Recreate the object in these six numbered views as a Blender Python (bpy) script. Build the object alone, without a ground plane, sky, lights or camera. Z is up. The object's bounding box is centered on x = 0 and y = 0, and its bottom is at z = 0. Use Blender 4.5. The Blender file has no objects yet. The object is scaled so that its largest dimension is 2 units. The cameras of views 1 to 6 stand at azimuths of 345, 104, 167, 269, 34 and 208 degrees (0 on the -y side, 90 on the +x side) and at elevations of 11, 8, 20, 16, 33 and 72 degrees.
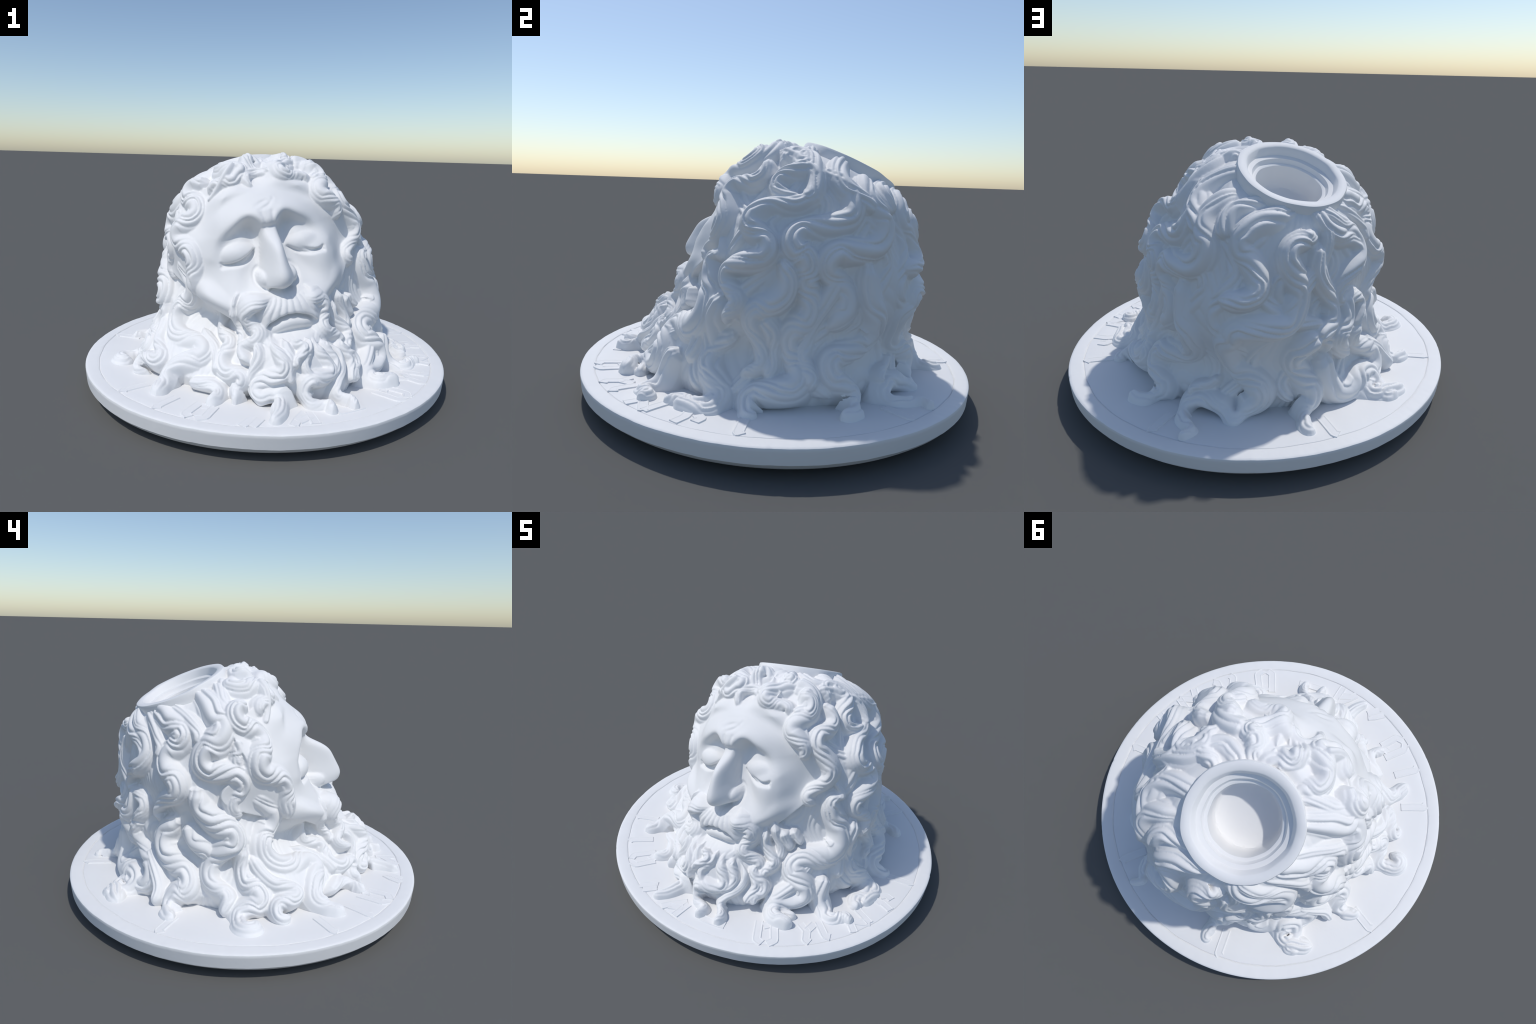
# Carved plaster head with long wavy hair and beard, lying on a round inscribed platter.
# The head is described by: a smooth envelope (cross-section harmonics at ten elevations),
# a face relief (profile curves plus feature bumps), and hair locks swept along spines that
# run over the envelope.  All of it is fused into one skin, smoothed, and split by part.
import bpy, math
import numpy as np
from mathutils import Vector, kdtree

rng = np.random.default_rng(7)

# ------------------------------------------------------------------ material
def plaster(name, tint=(0.80, 0.80, 0.798), rough=0.62):
    m = bpy.data.materials.new(name)
    m.use_nodes = True
    nt = m.node_tree
    b = nt.nodes['Principled BSDF']
    tc = nt.nodes.new('ShaderNodeTexCoord')
    n1 = nt.nodes.new('ShaderNodeTexNoise')
    n1.inputs['Scale'].default_value = 3.0
    n1.inputs['Detail'].default_value = 5.0
    nt.links.new(tc.outputs['Object'], n1.inputs['Vector'])
    ramp = nt.nodes.new('ShaderNodeValToRGB')
    ramp.color_ramp.elements[0].position = 0.3
    ramp.color_ramp.elements[1].position = 0.7
    ramp.color_ramp.elements[0].color = (tint[0] * 0.97, tint[1] * 0.97, tint[2] * 0.97, 1)
    ramp.color_ramp.elements[1].color = (tint[0], tint[1], tint[2], 1)
    nt.links.new(n1.outputs['Fac'], ramp.inputs['Fac'])
    nt.links.new(ramp.outputs['Color'], b.inputs['Base Color'])
    n2 = nt.nodes.new('ShaderNodeTexNoise')
    n2.inputs['Scale'].default_value = 60.0
    n2.inputs['Detail'].default_value = 3.0
    nt.links.new(tc.outputs['Object'], n2.inputs['Vector'])
    bump = nt.nodes.new('ShaderNodeBump')
    bump.inputs['Strength'].default_value = 0.04
    bump.inputs['Distance'].default_value = 0.01
    nt.links.new(n2.outputs['Fac'], bump.inputs['Height'])
    nt.links.new(bump.outputs['Normal'], b.inputs['Normal'])
    b.inputs['Roughness'].default_value = rough
    b.inputs['Specular IOR Level'].default_value = 0.35
    return m

PLASTER = plaster('white_plaster')

# ------------------------------------------------------------------ small helpers
def smooth01(x):
    x = np.clip(x, 0, 1)
    return x * x * (3 - 2 * x)

def curve1(xs, ys):
    """Monotone-ish cubic through control points (natural spline)."""
    xs = np.asarray(xs, float); ys = np.asarray(ys, float)
    o = np.argsort(xs); xs = xs[o]; ys = ys[o]
    n = len(xs); A = np.eye(n); r = np.zeros(n)
    for i in range(1, n - 1):
        h0, h1 = xs[i] - xs[i - 1], xs[i + 1] - xs[i]
        A[i, i - 1], A[i, i], A[i, i + 1] = h0 / 6, (h0 + h1) / 3, h1 / 6
        r[i] = (ys[i + 1] - ys[i]) / h1 - (ys[i] - ys[i - 1]) / h0
    m = np.linalg.solve(A, r)
    def f(x):
        x = np.clip(np.asarray(x, float), xs[0], xs[-1])
        i = np.clip(np.searchsorted(xs, x) - 1, 0, n - 2)
        h = xs[i + 1] - xs[i]; a = (xs[i + 1] - x) / h; b = 1 - a
        return a * ys[i] + b * ys[i + 1] + ((a**3 - a) * m[i] + (b**3 - b) * m[i + 1]) * h * h / 6
    return f

def new_mesh(name, verts, faces):
    me = bpy.data.meshes.new(name)
    me.from_pydata([tuple(v) for v in verts], [], faces)
    me.update()
    return me

def grid_faces(nu, nv, wrap_v=False):
    """Quads of a nu x nv grid of vertices, row-major."""
    i, j = np.meshgrid(np.arange(nu - 1), np.arange(nv if wrap_v else nv - 1), indexing='ij')
    j2 = (j + 1) % nv
    return np.stack([i * nv + j, i * nv + j2, (i + 1) * nv + j2, (i + 1) * nv + j], -1).reshape(-1, 4)

# ------------------------------------------------------------------ envelope of the head
CENTRE = np.array([-0.05, 0.02, 0.35])
ELEV = np.radians([-35, -15, -3, 8, 20, 32, 44, 56, 70, 90])
# per elevation: mean radius, then cos/sin pairs of 1..6 turns around the head (0 = front)
RADII = np.array([
    [0.609, 0.007, -0.055, 0.055, 0.055, 0.025, -0.061, -0.023, -0.037, -0.002, -0.006, 0.003, -0.007],
    [0.742, 0.006, 0.047, -0.004, -0.009, -0.001, -0.001, 0.007, 0.012, 0.014, 0.003, 0.008, 0.003],
    [0.637, -0.016, 0.067, 0.020, 0.005, 0.017, 0.007, 0.019, -0.001, 0.022, -0.006, 0.026, -0.007],
    [0.611, -0.084, 0.074, 0.012, 0.005, 0.013, 0.003, 0.030, -0.014, 0.016, -0.011, -0.007, 0.005],
    [0.631, -0.091, 0.068, 0.011, -0.032, 0.002, -0.009, 0.005, -0.033, -0.007, 0.006, -0.018, 0.007],
    [0.680, -0.101, 0.070, 0.017, -0.007, 0.021, 0.006, 0.014, -0.001, 0.011, 0.022, 0.002, 0.009],
    [0.715, -0.146, 0.052, -0.015, -0.009, -0.002, 0.016, 0.020, 0.006, 0.020, 0.015, 0.005, 0.013],
    [0.762, -0.137, 0.030, -0.035, -0.017, -0.013, -0.020, -0.011, -0.029, -0.004, -0.029, -0.003, -0.007],
    [0.831, -0.056, 0.024, -0.028, -0.007, -0.011, 0.003, 0.007, -0.002, -0.002, 0.001, 0.006, 0.005],
    [0.878, 0.002, -0.001, 0.003, 0.002, -0.000, 0.003, 0.000, 0.002, -0.002, 0.001, 0.001, -0.000]
])
EL_MIN = math.radians(-17)
_cols = [curve1(ELEV, RADII[:, k]) for k in range(RADII.shape[1])]

def envelope(az, el):
    el = np.maximum(el, EL_MIN)
    r = _cols[0](el)
    for k in range(1, 7):
        r = r + _cols[2 * k - 1](el) * np.cos(k * az) + _cols[2 * k](el) * np.sin(k * az)
    return r

def on_head(az, el, off=0.0):
    r = envelope(az, el) + off
    return CENTRE + np.stack([r * np.cos(el) * np.sin(az), -r * np.cos(el) * np.cos(az), r * np.sin(el)], -1)

def head_normal(az, el):
    e = 0.02
    du = on_head(az + e, el) - on_head(az - e, el)
    dv = on_head(az, np.minimum(el + e, 1.56)) - on_head(az, el - e)
    n = np.cross(du, dv)
    return n / np.linalg.norm(n, axis=-1, keepdims=True)

# ------------------------------------------------------------------ face frame
FACE_O = np.array([-0.08, 0.0, 0.77])
ROLL = math.radians(10)
FX = np.array([math.cos(ROLL), 0, math.sin(ROLL)])
FZ = np.array([-math.sin(ROLL), 0, math.cos(ROLL)])

def face_point(a, b, d):
    return FACE_O + a[..., None] * FX + b[..., None] * FZ + d[..., None] * np.array([0, -1.0, 0])

# socket in the crown: centre and axis of its lip
RING_C = np.array([-0.077, 0.342, 1.120])
RING_N = np.array([-0.15, 0.42, 1.0]); RING_N /= np.linalg.norm(RING_N)

PARTS = []      # (name, verts, faces, label weight points)

# ------------------------------------------------------------------ core under the hair
def build_core():
    nu, nv = 190, 720
    el = np.linspace(math.radians(-26), math.radians(89.5), nu)[:, None] * np.ones((1, nv))
    az = np.linspace(0, 2 * math.pi, nv, endpoint=False)[None, :] * np.ones((nu, 1))
    P = on_head(az, el)
    # wavy strand grooves of the hair that lies under the locks
    ph = az * 37 + 3.2 * np.sin(el * 11 + 2 * np.sin(az * 5)) + 1.6 * np.sin(az * 11 + 1) + 1.1 * np.sin(az * 23 + el * 4)
    strand = np.abs(np.sin(ph)) ** 0.8
    q = P - FACE_O
    a, b = q @ FX, q @ FZ
    front = smooth01((-P[..., 1] - 0.02) / 0.1)
    face = front * smooth01((0.37 - np.abs(a)) / 0.08) * smooth01((b + 0.33) / 0.08) * smooth01((0.36 - b) / 0.08)
    lower = smooth01((-b - 0.2) / 0.15) * front
    off = -0.055 + 0.007 * (strand - 0.5) * np.cos(el) ** 2 - 0.06 * face - 0.028 * smooth01((0.32 - P[..., 2]) / 0.17) * (1 - front * smooth01((0.34 - np.abs(a)) / 0.12)) + 0.018 * lower * smooth01((0.26 - np.abs(a)) / 0.1)
    # around the socket the bed rises to the collar
    w = P - RING_C
    axial = w @ RING_N
    around = np.linalg.norm(w - axial[..., None] * RING_N, axis=-1)
    off = off + 0.030 * smooth01((0.40 - around) / 0.12) * smooth01((P[..., 2] - 0.6) / 0.2)
    P = on_head(az, el, off)
    # and stays behind the skin of the face
    q = P - FACE_O
    a, b = q @ FX, q @ FZ
    inside = front * smooth01((1.12 - np.abs(a) / FACE_HALF(b)) / 0.2) * smooth01((b + 0.40) / 0.06) * smooth01((0.36 - b) / 0.06)
    P[..., 1] += inside * np.maximum(-P[..., 1] - (face_depth(a, b) - 0.04), 0)
    V = np.concatenate([P.reshape(-1, 3), [CENTRE + [0, 0, envelope(0.0, 1.55) - 0.05], CENTRE - [0, 0, 0.33]]])
    F = [tuple(f) for f in grid_faces(nu, nv, True)]
    top, bot = nu * nv, nu * nv + 1
    F += [((nu - 1) * nv + j, (nu - 1) * nv + (j + 1) % nv, top) for j in range(nv)]
    F += [((j + 1) % nv, j, bot) for j in range(nv)]
    PARTS.append(('scalp', V, F))

# ------------------------------------------------------------------ face relief
def bump(a, b, a0, b0, sa, sb, rot=0.0):
    c, s = math.cos(rot), math.sin(rot)
    x, y = (a - a0) * c + (b - b0) * s, -(a - a0) * s + (b - b0) * c
    return np.exp(-0.5 * ((x / sa) ** 2 + (y / sb) ** 2))

def dist_curve(a, b, pts, n=60):
    """Distance to a smooth curve through pts, the parameter, and the side (+ above)."""
    pts = np.array(pts, float); t = np.linspace(0, 1, len(pts)); tt = np.linspace(0, 1, n)
    X, Y = curve1(t, pts[:, 0])(tt), curve1(t, pts[:, 1])(tt)
    d = np.full(a.shape, 9.0); k = np.zeros(a.shape); side = np.zeros(a.shape)
    for i in range(n):
        dd = np.hypot(a - X[i], b - Y[i]); m = dd < d
        d[m] = dd[m]; k[m] = tt[i]; side[m] = (b - Y[i])[m]
    return d, k, side

def smax(x, y, k):
    h = np.clip(0.5 + 0.5 * (x - y) / k, 0, 1)
    return y + (x - y) * h + k * h * (1 - h)

def face_depth(a, b):
    mid = curve1([-.48, -.40, -.34, -.29, -.236, -.20, -.15, -.10, 0, .10, .189, .243, .291, .34, .40, .45],
                 [.53, .525, .52, .515, .495, .458, .405, .367, .335, .318, .303, .252, .192, .11, -.01, -.12])(b)
    fall = 0.28 * (1 - np.sqrt(np.clip(1 - (a / 0.445) ** 2, 0.004, 1)))
    jaw = smooth01((-b - 0.16) / 0.2)
    temple = smooth01((b - 0.08) / 0.2) * (1 + 0.5 * smooth01(-a / 0.2))
    D = mid - fall * (1 + 0.5 * jaw + 1.2 * temple)
    for s in (-1, 1):
        # brow ridge with the hollow of the socket below it
        d, k, side = dist_curve(a, b, [(s * .035, .135), (s * .085, .182), (s * .16, .15), (s * .24, .085), (s * .30, .0)])
        D = D + 0.026 * np.exp(-0.5 * (d / 0.024) ** 2) * (1 - 0.6 * k)
        D = D - 0.054 * bump(a, b, s * .086, .088, .034, .052, -s * .35) - 0.030 * bump(a, b, s * .17, .085, .07, .034, -s * .45)
        D = D - 0.020 * bump(a, b, s * .085, .00, .035, .05)
        # cheek
        D = D + (0.026 if s < 0 else 0.065) * bump(a, b, s * (.215 if s < 0 else .265), (-.13 if s < 0 else -.07), .085, .075) - 0.022 * bump(a, b, s * .13, -.10, .035, .09, s * .5)
        D = D - 0.020 * bump(a, b, s * .25, -.27, .06, .06)
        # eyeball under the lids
        a0 = s * .172 if s > 0 else -.164
        q = 1 - ((a - a0) / (.112 if s > 0 else .100)) ** 2 - ((b + .012) / .066) ** 2
        ball = 0.268 + 0.070 * np.sqrt(np.clip(q, 0, 1)) - 0.3 * (q < 0) - 0.06 * np.abs(a - a0)
        lid = curve1([.085, .13, .174, .22, .265], [-.003, -.034, -.046, -.044, -.030] if s > 0 else [.012, -.012, -.030, -.042, -.048])(np.abs(a))
        below = smooth01((lid - b) / 0.006)
        ball = ball - 0.028 * below
        D = smax(D, ball, 0.009)
        inlid = smooth01((np.abs(a) - .078) / .02) * smooth01((.275 - np.abs(a)) / .02)
        D = D - 0.017 * np.exp(-0.5 * ((b - lid + .004) / .0060) ** 2) * inlid
    # glabella and worry lines
    D = D + 0.012 * bump(a, b, 0, .165, .03, .03)
    for pts in ([(-.05, .212), (-.01, .226), (.03, .233)], [(-.035, .198), (.02, .212), (.055, .238)]):
        d, k, side = dist_curve(a, b, pts, 30)
        D = D - 0.006 * np.exp(-0.5 * (d / .005) ** 2) * np.sin(math.pi * np.clip(k, .08, .92)) + 0.002 * np.exp(-0.5 * ((d - .014) / .007) ** 2)
    for x in (-.022, .024):
        d, k, side = dist_curve(a, b, [(x, .125), (x * .9, .15), (x * 1.2, .18)], 30)
        D = D - 0.006 * np.exp(-0.5 * (d / .007) ** 2)
    # nose: ridge profile, half width, rounded section
    bb = [-.20, -.185, -.17, -.155, -.135, -.108, -.06, -.006, .055, .079, .104, .13, .16]
    ridge = curve1(bb, [.42, .445, .485, .515, .531, .536, .517, .487, .420, .365, .330, .318, .31])(b)
    half = curve1(bb, [.065, .07, .072, .074, .076, .076, .066, .056, .048, .047, .046, .045, .045])(b)
    ac = curve1([-.2, -.1, 0, .1], [-.016, -.013, -.006, 0])(b)
    t = np.abs(a - ac) / half
    sec = np.clip(1 - t ** 2.2, 0, 1) ** 0.75
    inn = smooth01((b + .20) / .015) * smooth01((.16 - b) / .02)
    nose = D + np.maximum(ridge - D, 0) * sec * inn
    D = smax(nose, D, 0.006)
    for s in (-1, 1):
        q = 1 - ((a + .012 - s * .066) / .036) ** 2 - ((b + .128) / .042) ** 2
        wing = 0.385 + 0.060 * np.sqrt(np.clip(q, 0, 1)) - 0.2 * (q < 0)
        D = smax(D, wing, 0.03)
        D = D - 0.050 * bump(a, b, -.012 + s * .040, -.172, .017, .010)
        D = D - 0.012 * np.exp(-0.5 * ((np.hypot((a + .012 - s * .066) / 1.0, (b + .125) / 1.1) - .044) / .007) ** 2) * smooth01((s * (a + .012) - .055) / .03)
    # mouth
    lip = -.292 - .044 * (a + .012) ** 2 / .12 ** 2
    inm = smooth01((.135 - np.abs(a + .012)) / .03)
    D = D + 0.016 * np.exp(-0.5 * ((b - lip + .036) / .022) ** 2) * smooth01((.12 - np.abs(a + .012)) / .06)
    D = D - 0.028 * np.exp(-0.5 * ((b - lip) / .0085) ** 2) * inm
    D = D - 0.035 * bump(a, b, -.012, -.395, .09, .022)
    # moustache bed: strands that fan out from under the nose over the upper lip
    fan = (a + .012) / (0.06 - 0.8 * np.minimum(b + .18, 0))
    bed = smooth01((.17 - np.abs(a + .012)) / .05) * smooth01((-.185 - b) / .025) * smooth01((b - lip + .002) / .012)
    D = D + bed * (0.022 + 0.008 * (np.abs(np.sin(11 * fan + 0.8 * np.sin(40 * b))) ** 0.7 - 0.6))
    return D

FACE_HALF = curve1([-.43, -.36, -.28, -.18, -.08, 0, .12, .22, .29, .34, .41], [.05, .13, .21, .31, .38, .375, .34, .30, .23, .13, .05])

def hull_depth(a, b):
    """Depth of the hair envelope along the viewing direction of the face (-0.1 where it is missed)."""
    t = np.linspace(0.75, -0.1, 120)
    D = np.full(a.shape, -0.1); found = np.zeros(a.shape, bool); prev = None
    for k, tk in enumerate(t):
        q = face_point(a, b, np.full(a.shape, tk)) - CENTRE
        r = np.linalg.norm(q, axis=-1)
        g = r - envelope(np.arctan2(q[..., 0], -q[..., 1]), np.arcsin(np.clip(q[..., 2] / r, -1, 1)))
        if prev is not None:
            new = (g < 0) & ~found
            D = np.where(new, tk + (t[k - 1] - tk) * np.clip(-g / np.maximum(prev - g, 1e-6), 0, 1), D)
            found |= new
        prev = g
    return D

def face_skin(a, b):
    """Face relief that melts into the bed of the hair and beard around its outline."""
    rim = np.abs(a) / (FACE_HALF(b) - 0.05 * smooth01(-a / 0.2) * smooth01((b - 0.0) / 0.12))
    m = smooth01((1.24 - rim) / 0.44) * smooth01((0.335 - b) / 0.07) * smooth01((b + 0.43) / 0.06)
    return face_depth(a, b) * m + (hull_depth(a, b) - 0.035 - 0.015 * smooth01((b - 0.15) / 0.1)) * (1 - m)

def build_face():
    nu, nv = 250, 250
    b = np.linspace(-0.43, 0.38, nu)[:, None] * np.ones((1, nv))
    a = np.linspace(-1.2, 1.2, nv)[None, :] * (FACE_HALF(b) + 0.03)
    D = face_skin(a, b)
    Pf = face_point(a, b, D)
    Pb = face_point(a * 0.6, b * 0.7, -0.12 + 0.0 * D)
    V = np.concatenate([Pf.reshape(-1, 3), Pb.reshape(-1, 3)])
    n = nu * nv
    f = grid_faces(nu, nv)
    F = [tuple(q) for q in f] + [tuple(q[::-1] + n) for q in f]
    edge = [j for j in range(nv)] + [i * nv + nv - 1 for i in range(1, nu)] + \
           [(nu - 1) * nv + j for j in range(nv - 2, -1, -1)] + [i * nv for i in range(nu - 2, 0, -1)]
    for k in range(len(edge)):
        p, q = edge[k], edge[(k + 1) % len(edge)]
        F.append((q, p, p + n, q + n))
    PARTS.append(('face', V, F))

# ------------------------------------------------------------------ locks
PLATE_TOP = 0.109    # top of the dish under the hair

def lock(name, half_width, lift, spine):
    """Wavy lock: half_width (root, middle, tip) in cm, lift in cm over the envelope,
    spine as (azimuth, elevation[, extra radius cm]) in degrees."""
    s = np.array([(p[0], p[1], p[2] if len(p) > 2 else 0.0) for p in spine], float)
    P = on_head(np.radians(s[:, 0]), np.radians(s[:, 1]), s[:, 2] / 100)
    # roots beside the socket start under its lip
    w = RING_C - P[0]; w -= (w @ RING_N) * RING_N
    at_ring = 0.2 < np.linalg.norm(w) < 0.37 and P[0, 2] > 0.85
    if at_ring:
        P = np.concatenate([[P[0] + w / np.linalg.norm(w) * 0.07 - 0.01 * RING_N], P])
    seg = np.maximum(np.linalg.norm(np.diff(P, axis=0), axis=1), 1e-3)
    t = np.concatenate([[0], np.cumsum(seg ** 0.7)]); t /= t[-1]
    L = seg.sum(); n = max(24, int(L / 0.006))
    tt = np.linspace(0, 1, n)
    X = np.stack([curve1(t, P[:, k])(tt) for k in range(3)], -1)
    # equal arc-length resampling
    ds = np.concatenate([[0], np.cumsum(np.linalg.norm(np.diff(X, axis=0), axis=1))])
    L = ds[-1]; u = np.linspace(0, L, n)
    X = np.stack([np.interp(u, ds, X[:, k]) for k in range(3)], -1)
    d = X - CENTRE; r = np.linalg.norm(d, axis=1)
    az, el = np.arctan2(d[:, 0], -d[:, 1]), np.arcsin(d[:, 2] / r)
    N = head_normal(az, np.minimum(el, 1.45))
    # tips that lie on the platter turn their back upwards
    flat = smooth01((r - envelope(az, el)) / 0.05) * smooth01((0.30 - X[:, 2]) / 0.1)
    N = N * (1 - flat[:, None]) + np.array([0, 0, 1.0]) * flat[:, None]
    T = np.gradient(X, axis=0); T /= np.linalg.norm(T, axis=1, keepdims=True)
    N -= (N * T).sum(1, keepdims=True) * T; N /= np.linalg.norm(N, axis=1, keepdims=True)
    S = np.cross(T, N)
    # signed bend of the spine seen from outside
    k = 9; ker = np.hanning(k + 2)[1:-1]; ker /= ker.sum()
    bend = (np.gradient(T, axis=0) * S).sum(1) / (L / n)
    bend = np.convolve(np.pad(bend, k // 2, mode='edge'), ker, 'valid')
    uu = u / L
    W = np.interp(uu, [0, .45, 1], [half_width[0], half_width[1], half_width[2]]) / 100 * 1.28
    on_plate = flat[-1]
    end = 0.42 + 0.33 * on_plate
    soft = 1.0 if name.startswith('beard') or name == 'moustache' else 0.0        # beard hair rises gently out of the cheek
    root_w = 1.0 if at_ring else 0.75 - 0.40 * soft
    W = W * (root_w + (1 - root_w) * smooth01(uu / (0.08 + 0.16 * soft))) * (end + (1 - end) * np.sqrt(np.clip((1 - uu) / 0.10, 0, 1)))
    W *= 1 + 0.05 * np.sin(uu * L * 22 + rng.uniform(0, 6))
    # rounded tip
    tip = np.sqrt(np.clip(1 - np.clip(1 - (L - u) / np.maximum(0.9 * W, 0.01), 0, 1) ** 2, 0.03, 1))
    W = W * tip
    warp = np.clip(bend * W * 0.8, -0.6, 0.6)
    crest = (0.003 if name.startswith('beard') else -0.006) + lift * 0.007 + 0.006 * np.sin(uu * L * 17 + rng.uniform(0, 6)) - (0.0 if at_ring else 0.018 + 0.020 * soft) * (1 - smooth01(uu / (0.05 + 0.15 * soft))) - 0.02 * (1 - on_plate) * smooth01((uu - 0.93) / 0.07)
    crest = crest - 0.030 * (1 - tip)
    # strands: bands of unequal width whose borders wander along the lock
    count = int(max(5 if name == 'moustache' else 4, round(np.mean(W) * 2 / 0.034)))
    width = rng.uniform(0.45, 1.5, count); width[rng.integers(count)] *= 1.5
    border = np.concatenate([[0], np.cumsum(width) / width.sum()]) * 2 - 1
    nv = 45
    v = np.linspace(-1, 1, nv)[None, :]
    w_, c_, b_ = W[:, None], crest[:, None], warp[:, None]
    vw = np.clip(v + b_ * (1 - v * v), -1, 1)
    B = np.stack([border[k] + (0.10 * np.sin(u * rng.uniform(6, 13) + rng.uniform(0, 6)) if 0 < k < count else 0 * u) for k in range(count + 1)], -1)
    B = np.maximum.accumulate(B, axis=1)
    relief = np.zeros((n, nv))
    for k in range(count):
        lo, hi = B[:, k:k + 1], B[:, k + 1:k + 2]
        s_ = np.clip((vw - lo) / np.maximum(hi - lo, 1e-3), 0, 1)
        inside = (vw >= lo) & (vw < hi)
        amp = np.clip((hi - lo) * w_ * 0.66, 0, 0.024) * (0.75 + 0.25 * np.sin(u[:, None] * rng.uniform(5, 12) + rng.uniform(0, 6)))
        relief = np.where(inside, amp * (np.sin(math.pi * s_) ** 0.62 - 0.72), relief)
    drop = 0.36 * w_ + 0.042
    h = c_ + 0.006 - drop * np.abs(v) ** 2.6 + relief * (1 - 0.6 * v ** 4)
    h = h + b_ * v * 0.022          # the outside of a bend stands a little prouder
    topP = X[:, None, :] + S[:, None, :] * (w_ * v)[..., None] + N[:, None, :] * h[..., None]
    low = np.minimum(h[:, [0, -1]] - 0.05, -0.075)
    sideP = X[:, None, :] + S[:, None, :] * (w_ * np.array([[-0.96, 0.96]]))[..., None] + N[:, None, :] * low[..., None]
    # close to the platter the flanks run down to it as walls
    wall = smooth01((0.30 - X[:, 2]) / 0.08)[:, None]
    sideP[..., 2] = sideP[..., 2] * (1 - wall) + np.minimum(sideP[..., 2], PLATE_TOP - 0.012) * wall
    ring = np.concatenate([topP, sideP[:, ::-1][:, :1], sideP[:, ::-1][:, 1:]], 1)
    m = ring.shape[1]
    V = ring.reshape(-1, 3)
    V = np.concatenate([V, [ring[0].mean(0) - T[0] * 0.02 - N[0] * 0.02, ring[-1].mean(0) + T[-1] * 0.3 * W[-1] + N[-1] * 0.0]])
    V[:, 2] = np.maximum(V[:, 2], PLATE_TOP - 0.02)
    F = [tuple(q[::-1]) for q in grid_faces(n, m, True)]
    F += [((j + 1) % m, j, n * m)[::-1] for j in range(m)]
    F += [((n - 1) * m + j, (n - 1) * m + (j + 1) % m, n * m + 1)[::-1] for j in range(m)]
    PARTS.append((name, V, F))

build_core()
build_face()


lock('hair_lock', (3.8, 4.6, 3.2), 0, [(-167, 50.5), (-158.5, 46.3), (-149.2, 44.7), (-144.7, 40.6), (-148, 34.5), (-160.7, 27.3), (-161.6, 22.4), (-150.7, 21.9), (-144.8, 19.1), (-147.3, 13.5), (-151.2, 10)])
lock('hair_lock', (3.5, 5.6, 5), 0, [(-147.7, 9.4), (-151.7, 2.9), (-147.7, -1.7), (-140.4, -4), (-134.4, -6.8), (-133.7, -11.6), (-140.5, -15), (-148.3, -14.9, 2.5), (-142.4, -13.9, 9.1), (-136.7, -13.5, 12.5)])
lock('hair_lock', (6.2, 6.2, 3.5), 0, [(-147.6, 55.4), (-137.4, 52.9), (-128.2, 52), (-123.2, 49.8), (-127.2, 46.2), (-131.9, 43), (-131.1, 39.3), (-127.4, 36.2), (-121.9, 34), (-119.9, 30.7), (-123, 26.9), (-133.1, 22.3), (-136.4, 17.9), (-133.3, 14.4)])
lock('hair_lock', (6.3, 6.5, 3.4), 1, [(-138.1, 69.7), (-113.5, 62.9), (-104.3, 58.4), (-99.2, 55.1), (-102, 50.4), (-108, 46.7), (-109.5, 42.7), (-106.3, 39.8), (-98.5, 39.6), (-89.9, 39.5), (-86.3, 37), (-88, 33.8), (-92.1, 30.3), (-91.5, 25.9), (-85.4, 24)])
lock('hair_lock', (5.1, 5.9, 4), 3, [(-85.8, 65.2), (-93.2, 60.8), (-89.9, 57.3), (-79.1, 57.9), (-72.5, 55.9), (-73.6, 50.8), (-78.3, 45.9), (-78.5, 42), (-72.7, 39.7), (-63.9, 39.2), (-59.3, 35.7), (-60, 29.8), (-59.5, 24.3), (-58.4, 18.6)])
lock('hair_lock', (5.2, 6.3, 3.3), 0, [(-123.7, 17), (-130.8, 9.9), (-130.4, 3.3), (-124.6, -1.1), (-116.5, -3.7), (-112.8, -7.1), (-112.8, -10.7), (-117.5, -12.7), (-120, -15.9, 0.7), (-115.7, -14.6, 7.8), (-112.4, -14.4, 9.3)])
lock('hair_lock', (5.3, 6.1, 3.2), 0, [(-111.1, 31.6), (-109.2, 24.9), (-102.7, 20.8), (-94.1, 18.8), (-89.2, 14.7), (-89.6, 9), (-95.5, 4), (-102.9, -0.8), (-104, -5.7), (-99.5, -9.1), (-94.1, -10.7), (-94.2, -13.7), (-95.7, -15.6, 2.1)])
lock('hair_lock', (3.2, 5.6, 3.4), 0, [(-86.4, 6.3), (-87.9, -2.2), (-85.8, -6.4), (-80.8, -8.4), (-79.9, -11, -0.5), (-84.8, -13.4), (-88.3, -15.5, 1.1), (-87.3, -13.9, 10), (-83.6, -13.8, 9.3), (-83.4, -15, 2.3)])
lock('hair_lock', (5.3, 6.1, 3.9), 1, [(-82.3, 32.5), (-72.6, 28.3), (-66.6, 22.1), (-68.6, 15.7), (-73.6, 9.7), (-73.1, 3.4), (-67.9, -0.6), (-59.1, -2.5, -0.5), (-47, -3.6), (-43, -6.4), (-48.1, -8.3), (-52.8, -10), (-54.5, -12.8), (-52.6, -14.4, 3.9), (-49.9, -13.3, 12.2)])
lock('hair_lock', (3.2, 3.8, 3), 0, [(-83.2, 2.3), (-78.6, -3.6), (-73, -6.5, -0.5), (-66, -7.6), (-62.8, -9.5), (-65.9, -10.9), (-70.6, -11.1), (-74.3, -12.5), (-73.9, -14.6, 2.3), (-70.2, -14.5, 2.1), (-69.8, -13.7)])
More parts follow.
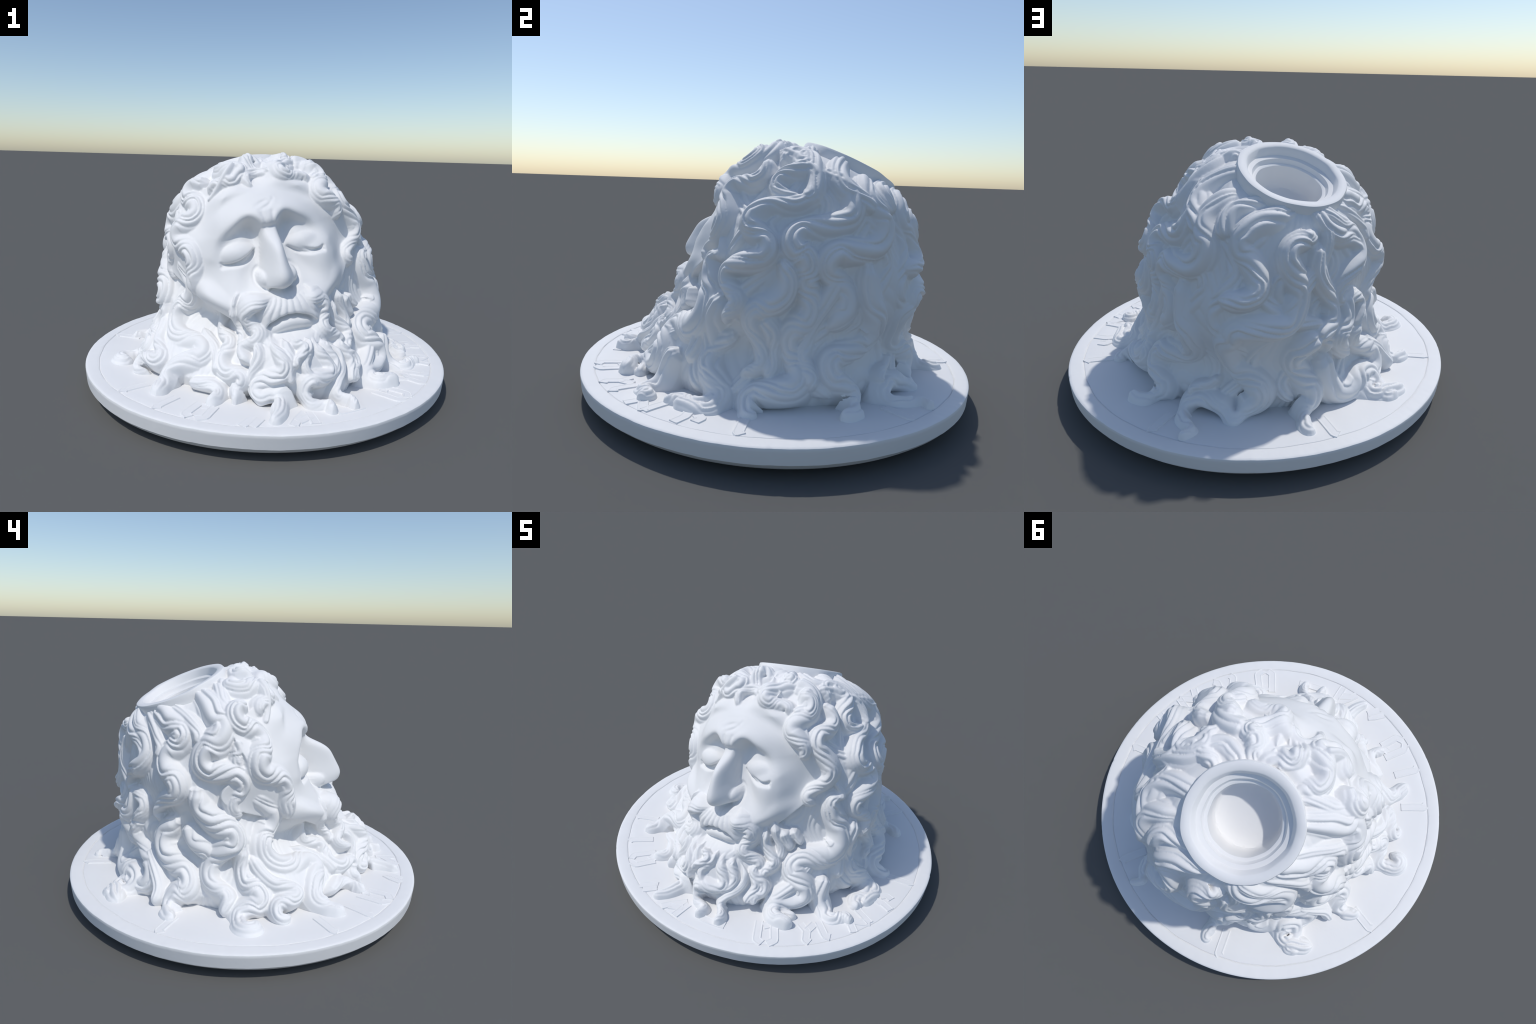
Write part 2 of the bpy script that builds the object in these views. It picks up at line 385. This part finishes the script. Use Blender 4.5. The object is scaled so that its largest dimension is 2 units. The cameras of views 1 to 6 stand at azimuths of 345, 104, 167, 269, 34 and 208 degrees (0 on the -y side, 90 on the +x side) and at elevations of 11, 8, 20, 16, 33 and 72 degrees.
lock('hair_lock', (2.4, 3.2, 2.9), 0, [(-43.7, -15, -0.5), (-38.5, -14.9, -0.5), (-32.7, -14.9), (-29.8, -15.2, 2.9), (-31.6, -13.9, 10.8)])
lock('hair_lock', (5.1, 5.3, 3.8), 0, [(175.8, 51), (165.7, 47.5), (159.2, 43.3), (157.5, 38.9), (160.8, 35.5), (164.6, 31.7), (165.5, 27.8), (161.5, 24.5), (155.8, 24), (150.7, 24.1)])
lock('hair_lock', (3.9, 5.2, 5.2), 1, [(-175.6, 42.9), (-181.6, 40.9), (-184.7, 37.4), (-183.1, 33), (-179.7, 28.5), (-179.6, 23), (-183.8, 17.1), (-192, 15.1), (-201.6, 14), (-206.4, 8.8)])
lock('hair_lock', (5.7, 5.7, 2.2), 0, [(157.3, 12.4), (152.4, 6.8), (154.7, -1.4), (161.8, -4.8), (166, -9.2), (163, -14.2), (157.2, -14.2, 3.2), (149.6, -13.7), (143.4, -12.5), (139.9, -13.8, 2.4), (143.7, -12.7, 10.3), (147, -12.5, 12.9), (145.4, -11.5, 20.3)])
lock('hair_lock', (3.9, 4.6, 2.9), 0, [(-171, 49.6), (-168.1, 45.7), (-161.2, 42.9), (-152, 42), (-146.3, 38.3), (-148.8, 33.2), (-153, 29.1)])
lock('hair_lock', (3.3, 4.5, 4.5), 0, [(-171.1, 40), (-172.4, 33.7), (-170, 28.7), (-164.4, 22.2), (-164.2, 17.2), (-169.4, 13.1), (-174.1, 10.3)])
lock('hair_lock', (4.9, 5.7, 3), 0, [(-172.3, 11.4), (-179, 6.9), (-182.7, 2), (-178.2, -4.4), (-174, -9.4), (-175.2, -13.9), (-180, -14.1, 4.9), (-179.5, -13.1, 11.3), (-177.6, -13.2, 10.5)])
lock('hair_lock', (4.8, 5.1, 4.6), -1, [(-154.9, 23.5), (-156.8, 14.4), (-161.8, 9), (-161.8, 3.7), (-152.5, -3.8)])
lock('hair_lock', (5.9, 5.9, 3), 0, [(-169.7, 0.8), (-165.7, -9.3), (-160.5, -13.6), (-153.5, -13.3), (-146.9, -11), (-141.3, -12.9), (-143, -14.7, 3.9), (-146.7, -13.8, 9.6), (-142.3, -13.4, 12.7)])
lock('hair_lock', (3.2, 3.5, 2.6), 0, [(-139.9, -1.2), (-132.3, -6.6), (-126.9, -12.5), (-125.2, -15, 4.5)])
lock('hair_lock', (2, 2.5, 1.8), 0, [(149.3, -5.3), (145.6, -7.7), (141.7, -8.5), (139.9, -10.1), (140.3, -11.7)])
lock('hair_lock', (3.9, 4.8, 3), 1, [(117, 49.1), (106.7, 48.3), (96.7, 48.7), (89.2, 46.2), (87, 42.1), (91.1, 38.6), (95.8, 35.7), (96.5, 32.3), (92.8, 29.6), (85.6, 28.4), (79.4, 26.3), (79.1, 22.5), (83.9, 19), (86.8, 16), (84.6, 12.9), (82.5, 10.1), (82.7, 7)])
lock('hair_lock', (3, 4.5, 4), 0, [(99.5, 66.8), (110.1, 71.6), (120.5, 68.1), (119.6, 59.4), (117.3, 53.2), (113.7, 49.5), (108.2, 48.7)])
lock('hair_lock', (4.9, 5.5, 5.1), 0, [(125.3, 58.4), (129.2, 55.1), (133, 49.8), (132.5, 44.9), (129.4, 41.4), (123.2, 40.2), (115.7, 40.7), (108.7, 40), (105.7, 36.8), (107.3, 33), (110.9, 30.5), (112.2, 26.3), (111.6, 22.7), (113.5, 18.1), (113.7, 13.2), (111.3, 9.8), (106.7, 6.6), (104.9, 2.5), (106.6, -1.6), (109.1, -4.9), (108.2, -8.2), (103.4, -10.3), (96.9, -11), (93.2, -12.6), (94.5, -13.2, 4.7), (96.8, -13.5, 2.8)])
lock('hair_lock', (4.3, 5.7, 5.2), 0, [(146.4, 54.3), (140.6, 47.7), (141.3, 42.6), (144.1, 37.7), (142.1, 33.5), (136.8, 31.2), (128.4, 31.4), (121.6, 31), (118.9, 27.8), (121.1, 23.8), (125, 20.2), (126.5, 15.7), (124.2, 11.4), (119.2, 7)])
lock('hair_lock', (4.1, 5, 2.5), 0, [(102.6, 29), (105.2, 24.2), (104.2, 19), (98.7, 14.8), (92.8, 12.9), (91.3, 8.3), (93.4, 3.5), (95.8, -1.1), (95.4, -4.9), (90.7, -6.7), (89.3, -8.7, -0.5)])
lock('hair_lock', (4.3, 4.7, 2.8), 0, [(85.2, 2.1), (78.1, -1.2), (75.6, -4.8), (77.3, -7.6, -0.5), (81.3, -10.1), (83.8, -12.6), (83.1, -13, 5.6), (77.8, -12.8, 7.2), (72.7, -12.6, 8.2)])
lock('hair_lock', (4.3, 5.5, 3.2), 1, [(72.9, 74.7), (75.9, 69.5), (69.1, 66.2), (55, 66.1), (47.6, 64), (51.7, 59), (56.6, 55.1), (55.6, 52.8), (52.4, 51.6)])
lock('hair_lock', (3.5, 4.7, 3.5), 1, [(88.6, 66.2), (88.5, 61.1), (83.1, 58.5), (69.1, 57.9), (65.2, 54.6), (67.9, 49.7), (69.8, 43.6), (66.5, 40.1), (59.4, 39), (55.4, 36), (59.4, 30.9)])
lock('beard_lock', (5.2, 7, 3.7), 1, [(71.2, 37.2), (73.5, 31.1), (68.9, 32), (68, 24.6), (71, 16.9), (70.6, 9.5), (66, 4.6), (59, 4.5), (51.2, 4.3), (45.8, 0.8), (47.3, -3), (50.7, -6.9), (50.7, -10.5), (45.6, -14.3), (38.8, -14.8), (36.2, -14, 4.7), (39.5, -13.3, 8.8), (43, -12.8, 12.1)])
lock('hair_lock', (4.1, 5, 3.1), 0, [(60.6, -4.2), (58.8, -7.2), (57.4, -11.5), (57.2, -13.6, 3.4), (58.4, -12.8, 9), (63.4, -12.5, 9.9), (62.8, -11.8, 15.7)])
lock('beard_lock', (3.4, 3.7, 2.8), 0, [(32, 20.6), (31.7, 10.1), (35.7, 4.1), (37, 0.3), (31.8, -2.5), (30.5, -5.6)])
lock('beard_curl', (2.7, 3.7, 2.7), 1, [(40.6, 19.3), (44, 11.9), (46.7, 6.7)])
lock('beard_curl', (2.1, 2.7, 1.8), 0, [(46.4, 19.2), (49.5, 13.4), (52.3, 10.2)])
lock('moustache', (3.4, 4.6, 3.4), 2.5, [(4.4, 22.5, 1.2), (12.8, 19.7, 5), (19.6, 19.3, 2.5), (23, 17, 2.1), (20.1, 9.9), (19.1, 6.1), (24.9, 3.2), (29.3, 0.5), (29.1, -2.9)])
lock('beard_lock', (2.8, 3.4, 2.8), 0, [(24.7, 0.1), (27.6, -4), (32.2, -6.9), (31.4, -10), (27.1, -11.5), (28.8, -14.7)])
lock('moustache', (3.2, 3.9, 2.4), 2.5, [(-3.4, 21.8), (-12.9, 19.5), (-19.5, 16.7), (-22.2, 12.2), (-18.2, 8.6), (-14.8, 6), (-16.8, 2.6), (-22.6, -0.7), (-22.7, -3.5), (-19.7, -4.7), (-18.1, -5.6)])
lock('beard_lock', (3.1, 4.3, 3.1), 0, [(-10.4, 7), (-9, 2.1), (-5.7, -1.3), (-5, -4.7), (-9.2, -8), (-14.2, -10.5), (-16.2, -13.7), (-13.3, -14.7, 1.9), (-8.6, -14.6), (-7.7, -13.2, 8.3), (-10.8, -11.8, 19.2)])
lock('beard_curl', (2.3, 2.8, 1.5), 0, [(-2.7, 4.8), (1, 3.3), (4.3, 2.1), (1.9, -0.4), (-0.6, -1.8), (-0.7, -4.3)])
lock('beard_lock', (3.4, 3.9, 2.3), 0, [(12.1, 6.4), (10.5, 0.4), (13.9, -3.9), (14.5, -7.3), (8.3, -8.4), (2.9, -8.5), (1.5, -11.9), (3.4, -13.6, 3.1), (8.9, -13.4, 4.4), (7.3, -12.4, 11.2)])
lock('beard_lock', (2.1, 2.7, 2.4), 0, [(19.1, 1.6), (23.2, -5), (20.3, -8.9), (15.5, -11.6), (14, -13.9, 1.9), (16.6, -13.2, 6.9), (14.9, -12.3, 12.8)])
lock('beard_lock', (2.5, 3.1, 2.5), 0, [(28, 1.2), (26.4, -2.8), (28.8, -7.4), (26.2, -10.7), (23.8, -13.9)])
lock('beard_lock', (3.2, 4.3, 2.9), 0, [(-41.2, 11.3), (-39.2, 2.1), (-31.1, -1.3), (-32.7, -6), (-31.5, -9.1), (-27.1, -10.4), (-21.1, -10.1), (-20.4, -11.9), (-23.4, -14.6), (-22.2, -14.7, 4.3)])
lock('beard_lock', (2.7, 3.2, 2.7), -1, [(-28.9, 15), (-27.9, 7.6), (-23.9, 2.6), (-26, -2.4)])
lock('hair_lock', (5.5, 5.9, 3.6), -1, [(137, 79.4), (114.3, 76.7), (111.2, 71.7), (114.8, 66.2), (118.6, 61.9), (123.1, 61.3)])
lock('hair_lock', (4.7, 5.1, 3.5), -1, [(89.9, 79.9), (90.2, 74.8), (84, 70), (74, 67.5), (62.2, 68.6), (51.3, 69.5)])
lock('hair_lock', (4.7, 5.7, 3.5), 0, [(134, 26.9), (133.6, 22), (135, 15), (138.3, 8.9), (137.6, 1.5), (126.8, -0.6), (119.9, -2.5), (119.7, -6), (124.1, -9.2), (127.9, -12.7), (124.4, -13.1, 5), (119.5, -12.7, 7.3)])
lock('forelock', (4.5, 5.1, 3.3), -0.7, [(133.8, 83.6), (100.8, 84.1), (85, 81.7), (59.5, 81.7), (23.8, 79.2), (15.6, 76.4), (25.3, 75), (44.1, 74.8), (50.4, 71.7), (44.7, 69.9)])
lock('forelock', (4.2, 4.5, 2.4), -0.7, [(-156.3, 84.6), (-107.6, 84), (-72.1, 83.1), (-25.4, 82.2), (-6.9, 81), (-30.4, 80.8), (-38.6, 75.7), (-32.8, 73.7), (-23.8, 71.3)])
lock('forelock', (4.5, 5, 3.6), -0.5, [(-120.5, 76.4), (-105.2, 73.8), (-90.8, 73.1), (-77.1, 75.1), (-47.8, 77.5), (-45.3, 73.9), (-51.4, 70), (-64.6, 68), (-71.4, 65.6), (-68.6, 62.7)])
lock('forelock', (2.8, 2.6, 1.9), 0, [(-64.3, 76.3), (-60.7, 71.5), (-63.5, 65), (-68.2, 60.2, 0.8)])
lock('hair_lock', (4.8, 5, 4.5), 0, [(146, 64.7), (135.9, 60.9), (130.3, 55.3), (130.9, 49.8), (137, 44.4), (140.9, 41)])
lock('hair_lock', (4.1, 4.5, 4.1), -1, [(164.6, 53.9), (153.9, 50.4), (150.5, 45.3), (151, 40.1)])
lock('hair_lock', (3.4, 4.6, 3.9), 0, [(130.5, 72.6), (120.1, 69.4), (112.7, 66.2), (117.5, 59.6), (119.7, 54.6)])
lock('hair_lock', (4, 5.4, 4.3), -1, [(-118, 15.5), (-113.4, 8.7), (-106.5, 4), (-102.4, -0.1)])
lock('hair_lock', (3.1, 3.8, 3.1), -1, [(-89.7, 51.6), (-89.5, 47.1), (-91.2, 44), (-87.1, 42.1)])
lock('hair_lock', (4.2, 4.9, 3.7), -1, [(69.2, 21.5), (70.5, 15.2), (69.1, 8.7), (69.9, 3.1), (69.5, -2.4), (67.9, -6.6)])
lock('beard_lock', (3.2, 3.8, 3), -1, [(59.3, 4), (51.3, -1.4), (44.8, -7.2), (35.9, -14.3), (45.5, -13.8, 5)])
lock('hair_lock', (3.5, 3.9, 3.2), -1, [(96.6, 10.6), (99.7, 5.1), (99.9, -0.6), (99.4, -5.1), (97.5, -8)])
lock('hair_lock', (4.8, 5.8, 4.2), 0, [(78.6, 17.9), (75.1, 8.7), (75.9, -1.4), (78.6, -7.9), (83.3, -13.8), (78.2, -13, 4.4), (72.1, -13.3, 3.4), (69, -12.6, 8.6)])
lock('hair_lock', (4.1, 4.6, 3.5), -1, [(123.8, 23.4), (118.3, 15.2), (111.8, 5.2), (109.8, -2.4), (112.6, -6.6), (111.9, -10.6)])
lock('beard_lock', (2.4, 3, 2.7), 0, [(36.5, 23), (38.1, 15.4), (40.8, 8.5), (39.9, 2)])
lock('hair_lock', (4, 4.6, 3.7), 0, [(98.3, 72.2), (111.6, 67.8), (116.9, 62.5), (109, 60.4), (99.6, 59.1), (96, 56.6), (99.7, 52.7), (110, 49.4)])
lock('hair_lock', (4, 4.3, 3.2), -1.5, [(-141.3, 59.7), (-130, 57.4), (-120.1, 54.7), (-113.9, 50.9), (-113.6, 47.1)])
lock('hair_lock', (3, 3.6, 2.8), -1.5, [(-155.8, 52.7), (-147.7, 49.7), (-140.3, 46.8), (-136.1, 43.4), (-136.6, 39.1)])
lock('hair_lock', (2.9, 3.5, 2.7), -1.5, [(-124.4, 73.6), (-105, 66.1), (-97.9, 61.5), (-95.5, 56.9), (-91.7, 53.5)])
lock('beard_lock', (2, 2.8, 2), -1, [(-4.3, 6), (-3.1, 1.7), (-2.4, -2), (-3.9, -6.1), (-2.4, -9.5)])
lock('beard_lock', (2.1, 2.9, 2.1), -1, [(6.8, 6.2), (6.1, 1.1), (2.7, -2), (3.2, -5.5), (6.6, -7.8)])
lock('beard_lock', (2.2, 3, 2.2), -1, [(17.2, 4.6), (15.6, -0), (18.6, -4.4), (17.2, -7.7), (12.4, -9.8)])
lock('beard_lock', (2.3, 3.1, 2.3), -1, [(-16.8, 3.4), (-15.1, -1), (-16.3, -5.1), (-18.3, -9.3), (-19, -13)])
lock('beard_lock', (2.5, 3.3, 2.5), -1, [(-54.3, 3.5), (-46.6, -1.1), (-39, -4.5, -0.5), (-34.6, -8), (-33.6, -11.4)])
lock('hair_lock', (3.4, 4.1, 3.4), -1, [(-166.7, 45.1), (-168.2, 38.2), (-177, 29.3), (-184.2, 19), (-169, 15.8)])

def under_layer():
    """Long S-waved locks that fall from the crown to the platter beneath the outer ones."""
    for az0 in np.arange(78, 206, 12.5):
        p1, p2 = rng.uniform(0, 6.28, 2)
        top = rng.uniform(52, 62)
        spine = []
        for e in np.linspace(top, -15, 17):
            wave = 5.5 * math.sin(math.radians(e) * 11 + p1) + 2.0 * math.sin(math.radians(e) * 5 + p2)
            spine.append((az0 + wave, e))
        lock('hair_lock', (4.0, 5.0, 4.0), -5.5, spine)
under_layer()

# ------------------------------------------------------------------ fuse, smooth, split
VOXEL = 0.0036

def fuse():
    V, F, off = [], [], 0
    for name, v, f in PARTS:
        V.append(v); F += [tuple(int(i) + off for i in q) for q in f]; off += len(v)
    me = new_mesh('fused', np.concatenate(V), F)
    ob = bpy.data.objects.new('fused', me)
    bpy.context.scene.collection.objects.link(ob)
    md = ob.modifiers.new('remesh', 'REMESH'); md.mode = 'VOXEL'; md.voxel_size = VOXEL; md.adaptivity = 0
    dg = bpy.context.evaluated_depsgraph_get()
    ev = ob.evaluated_get(dg); m2 = ev.to_mesh()
    nv, nf = len(m2.vertices), len(m2.polygons)
    co = np.empty(nv * 3, np.float32); m2.vertices.foreach_get('co', co)
    tot = np.empty(nf, np.int32); m2.polygons.foreach_get('loop_total', tot)
    vi = np.empty(int(tot.sum()), np.int32); m2.loops.foreach_get('vertex_index', vi)
    ev.to_mesh_clear()
    bpy.data.objects.remove(ob); bpy.data.meshes.remove(me)
    assert (tot == 4).all()
    return co.reshape(-1, 3).astype(float), vi.reshape(-1, 4)

def relax(co, q, it, f=0.5):
    e = np.concatenate([q[:, [0, 1]], q[:, [1, 2]], q[:, [2, 3]], q[:, [3, 0]]])
    i, j = e[:, 0], e[:, 1]; n = len(co)
    deg = np.bincount(i, minlength=n) + np.bincount(j, minlength=n)
    for _ in range(it):
        s = np.stack([np.bincount(i, co[j, k], n) + np.bincount(j, co[i, k], n) for k in range(3)], -1)
        co = co + f * (s / np.maximum(deg, 1)[:, None] - co)
    return co

def normals(co, q):
    fn = np.cross(co[q[:, 2]] - co[q[:, 0]], co[q[:, 3]] - co[q[:, 1]])
    n = np.stack([sum(np.bincount(q[:, k], fn[:, c], len(co)) for k in range(4)) for c in range(3)], -1)
    return n / np.maximum(np.linalg.norm(n, axis=1, keepdims=True), 1e-12)

def add_object(name, me, parent, mat=PLASTER):
    ob = bpy.data.objects.new(name, me)
    bpy.context.scene.collection.objects.link(ob)
    ob.parent = parent
    me.materials.append(mat)
    return ob

root = bpy.data.objects.new('carved_head_on_platter', None)
bpy.context.scene.collection.objects.link(root)
root['label'] = 'white plaster bearded head with wavy locks on round inscribed platter'
root['category'] = 'sculpture'

co, quads = fuse()
co = relax(co, quads, 2, 0.5)
print('fused', len(co), len(quads))
# drop everything inside the socket and below the platter surface
d = co - RING_C
ax = d @ RING_N; rad = np.linalg.norm(d - ax[:, None] * RING_N, axis=1)
cut = ((rad < 0.232) & (ax > -0.30)) | (co[:, 2] < PLATE_TOP - 0.014)
quads = quads[~cut[quads].any(1)]
# keep the outer skin only (largest connected shell)
lab = np.arange(len(co))
e = np.concatenate([quads[:, [0, 1]], quads[:, [1, 2]], quads[:, [2, 3]]])
for _ in range(4000):
    mn = np.minimum(lab[e[:, 0]], lab[e[:, 1]]); old = lab.copy()
    np.minimum.at(lab, e[:, 0], mn); np.minimum.at(lab, e[:, 1], mn)
    lab = lab[lab]
    if (lab == old).all(): break
cnt = np.bincount(lab[quads[:, 0]], minlength=len(co))
quads = quads[cnt[lab[quads[:, 0]]] > 4000]
vn = normals(co, quads)

# which part does each face come from: nearest sample of the source parts
samples, owner = [], []
for i, (name, v, f) in enumerate(PARTS):
    k = v if i < 2 else v[:-2]
    k = k[::3] if i != 1 else k[:len(k) // 2:3]
    samples.append(k); owner.append(np.full(len(k), i))
samples = np.concatenate(samples); owner = np.concatenate(owner)
kd = kdtree.KDTree(len(samples))
for i, p in enumerate(samples): kd.insert(p, i)
kd.balance()
fc = co[quads].mean(1)
cell = np.round(fc / 0.008).astype(np.int64)
key = (cell[:, 0] + 500) * 1000000 + (cell[:, 1] + 500) * 1000 + cell[:, 2] + 100
uq, first, inv = np.unique(key, return_index=True, return_inverse=True)
own_u = np.array([owner[kd.find(fc[i])[1]] for i in first])
own = own_u[inv]
# facial features inside the face relief
q = fc - FACE_O
fa, fb = q @ FX, q @ FZ
FEATURES = {'nose': (np.abs(fa + .008) < np.interp(fb, [-.18, -.1, .1], [.10, .10, .045])) & (fb > -.185) & (fb < .105),
            'eyelid': (np.abs(np.abs(fa) - .172) < .10) & (fb > -.075) & (fb < .07),
            'lip': (np.abs(fa + .012) < .13) & (fb > -.385) & (fb < -.27)}
groups = []
isface = own == 1
for nm, m in FEATURES.items():
    m = m & isface
    if nm == 'eyelid':
        groups += [(nm, m & (fa < 0)), (nm, m & (fa > 0))]
    else:
        groups.append((nm, m))
    isface = isface & ~m
groups.append(('face', isface))
groups.append(('scalp', own == 0))
for i in range(2, len(PARTS)):
    groups.append((PARTS[i][0], own == i))
for nm, m in groups:
    if m.sum() < 8: continue
    qs = quads[m]
    vs, inv2 = np.unique(qs, return_inverse=True)
    me = new_mesh(nm, co[vs], inv2.reshape(-1, 4).tolist())
    me.polygons.foreach_set('use_smooth', np.ones(len(me.polygons), bool))
    me.normals_split_custom_set_from_vertices(vn[vs].tolist())
    add_object(nm, me, root)

# ------------------------------------------------------------------ socket in the crown
def socket():
    prof = [(.262, -.140), (.257, -.075), (.252, -.022), (.252, -.004), (.248, .004), (.240, .006), (.214, .004), (.208, -.001),
            (.200, -.022), (.196, -.030), (.182, -.034), (.176, -.036), (.172, -.050), (.168, -.056), (.160, -.058),
            (.154, -.062), (.152, -.09), (.150, -.13), (.148, -.158), (.142, -.174), (.128, -.182), (.09, -.187), (.05, -.188), (0.0, -.1885)]
    ax = np.cross(RING_N, [0, 1, 0]); ax /= np.linalg.norm(ax); ay = np.cross(RING_N, ax)
    nv = 220; th = np.linspace(0, 2 * math.pi, nv, endpoint=False)
    V = []
    for r, z in prof:
        wob = 1 + (0.006 * np.sin(5 * th + 1) + 0.004 * np.sin(11 * th + r * 40)) * (r > .14)
        raised = 0.005 * smooth01(np.cos(th - 2.2) * 3 + 1.2) * (r > .205) * (z > -.03)
        rr = r * wob; zz = z + raised
        V.append(RING_C + rr[:, None] * (np.cos(th)[:, None] * ax + np.sin(th)[:, None] * ay) + zz[:, None] * RING_N)
    V = np.concatenate(V)
    me = new_mesh('socket', V, [tuple(int(i) for i in f[::-1]) for f in grid_faces(len(prof), nv, True)])
    me.polygons.foreach_set('use_smooth', np.ones(len(me.polygons), bool))
    me.set_sharp_from_angle(angle=math.radians(40))
    add_object('socket', me, root)
socket()

# ------------------------------------------------------------------ platter
PX, PY, SKEW = 1.0, 0.9775, 0.025     # not quite round: drawn out along one diagonal
def plate_top(r):
    """Height of the slightly dished top over the relative radius."""
    return 0.127 - 0.019 * smooth01((0.93 - r) / 0.35)

def platter():
    prof = [(0, .0), (.80, .0), (.86, .002), (.91, .009), (.95, .025), (.975, .044), (.983, .0535), (.989, .0575), (.994, .063), (.9965, .090), (.9985, .112), (.9992, .121), (.9975, .1262),
            (.993, .1290), (.985, .1300), (.960, .1300), (.942, .1293), (.934, .1285), (.931, .1270), (.928, .1225), (.925, .1260)]
    prof += [(r, plate_top(r)) for r in (.918, .88, .84, .80, .75, .70, .65, .6, .5, .3, 0)]
    nv = 900; th = np.linspace(0, 2 * math.pi, nv, endpoint=False)
    ph = rng.uniform(0, 6.28, 12)
    fine = sum(np.sin(k * th + p) / (1 + k * .05) for k, p in zip((17, 29, 43, 61, 83, 107, 131, 163), ph)) / 3
    chip = np.clip(fine - 0.25, 0, 1)
    wear = smooth01(np.sin(2 * th + 1.0) + 0.3)
    V = []
    for r, z in prof:
        e = smooth01((r - .93) / .05)
        edge = (z > .108) * e
        rr = r * (1 + e * (0.0015 * np.sin(3 * th + 1) + 0.0012 * np.sin(7 * th)) - 0.008 * chip * edge * wear)
        if .92 < r < .933: rr = r + 0.0022 * np.sin(9 * th + 2) + 0.0012 * np.sin(31 * th)
        zz = z + e * (z > .05) * (0.0024 * fine + 0.002 * np.sin(2 * th)) - 0.006 * chip * edge * wear
        V.append(np.stack([PX * rr * np.cos(th), SKEW * rr * np.cos(th) + PY * rr * np.sin(th), zz + 0 * th], -1))
    V = np.concatenate(V)
    me = new_mesh('platter', V, [tuple(int(i) for i in f[::-1]) for f in grid_faces(len(prof), nv, True)])
    me.polygons.foreach_set('use_smooth', np.ones(len(me.polygons), bool))
    me.set_sharp_from_angle(angle=math.radians(35))
    return add_object('platter', me, root)
plate = platter()

# inscription: flat raised strokes of broken black-letter characters, feet towards the border
GLYPHS = {  # strokes as (degrees across, relative radius)
    'u': [[(-3.0, .765), (-3.0, .895), (-1.2, .916)], [(2.9, .785), (2.9, .895), (0.6, .918)], [(-1.2, .80), (2.6, .778)]],
    'r': [[(-3.6, .785), (-2.2, .84), (-3.6, .90), (-2.6, .918)], [(3.4, .79), (3.2, .895), (4.6, .91)], [(-2.2, .84), (1.6, .80)]],
    'n': [[(-3.8, .80), (-2.6, .87), (-3.6, .925)], [(-1.0, .86), (3.4, .915)], [(4.2, .80), (3.4, .915)]],
    't': [[(-2.2, .80), (-1.2, .86), (-2.0, .92)], [(1.2, .82), (3.2, .845), (2.6, .88)]],
    'i': [[(0.0, .775), (0.0, .905), (0.8, .92)]],
    'l': [[(-5.0, .848), (4.5, .848)]],
    'a': [[(-3.6, .92), (-2.0, .87), (1.6, .80)], [(2.8, .81), (2.6, .92)], [(-2.0, .89), (2.4, .85)]],
    'y': [[(-2.2, .93), (-0.6, .88), (1.4, .845)], [(2.4, .86), (0.4, .93)]],
}
INSCRIPTION = [('u', 30.6), ('r', 47.4), ('n', 64.0), ('t', 79.5), ('i', 94.0), ('l', 11.0), ('a', -4.8), ('y', -19.6),
               ('u', -35.4), ('i', -47.8), ('i', -63.2), ('i', -115.2), ('i', -170.0), ('i', 140.0)]

def letter(glyph, az0):
    V, F = [], []
    for si, st in enumerate(GLYPHS[glyph]):
        pts = np.array(st, float)
        n = max(8, 6 * len(pts)); t = np.linspace(0, 1, len(pts)); tt = np.linspace(0, 1, n)
        az = np.radians(az0 + np.interp(tt, t, pts[:, 0])); r = np.interp(tt, t, pts[:, 1])
        C = np.stack([PX * r * np.sin(az), SKEW * r * np.sin(az) - PY * r * np.cos(az)], -1)
        T = np.gradient(C, axis=0); T /= np.linalg.norm(T, axis=1, keepdims=True)
        S = np.stack([T[:, 1], -T[:, 0]], -1)
        w = 0.021
        top = 0.0050 + 0.0004 * si
        base = len(V)
        for i in range(n):
            for off, h in ((-w - .004, -.004), (-w, top), (-w + .004, top + .0002), (-w + .008, top - .0012), (w - .008, top - .0012), (w - .004, top + .0002), (w, top), (w + .004, -.004)):
                p = C[i] + S[i] * off
                V.append((p[0], p[1], plate_top(r[i]) + h))
        m = 8
        for i in range(n - 1):
            for j in range(m - 1):
                F.append((base + i * m + j, base + i * m + j + 1, base + (i + 1) * m + j + 1, base + (i + 1) * m + j))
        F.append(tuple(base + j for j in range(m - 1, -1, -1)))
        F.append(tuple(base + (n - 1) * m + j for j in range(m)))
    me = new_mesh('letter', V, F)
    add_object('letter', me, plate)
for g, a in INSCRIPTION:
    letter(g, a)
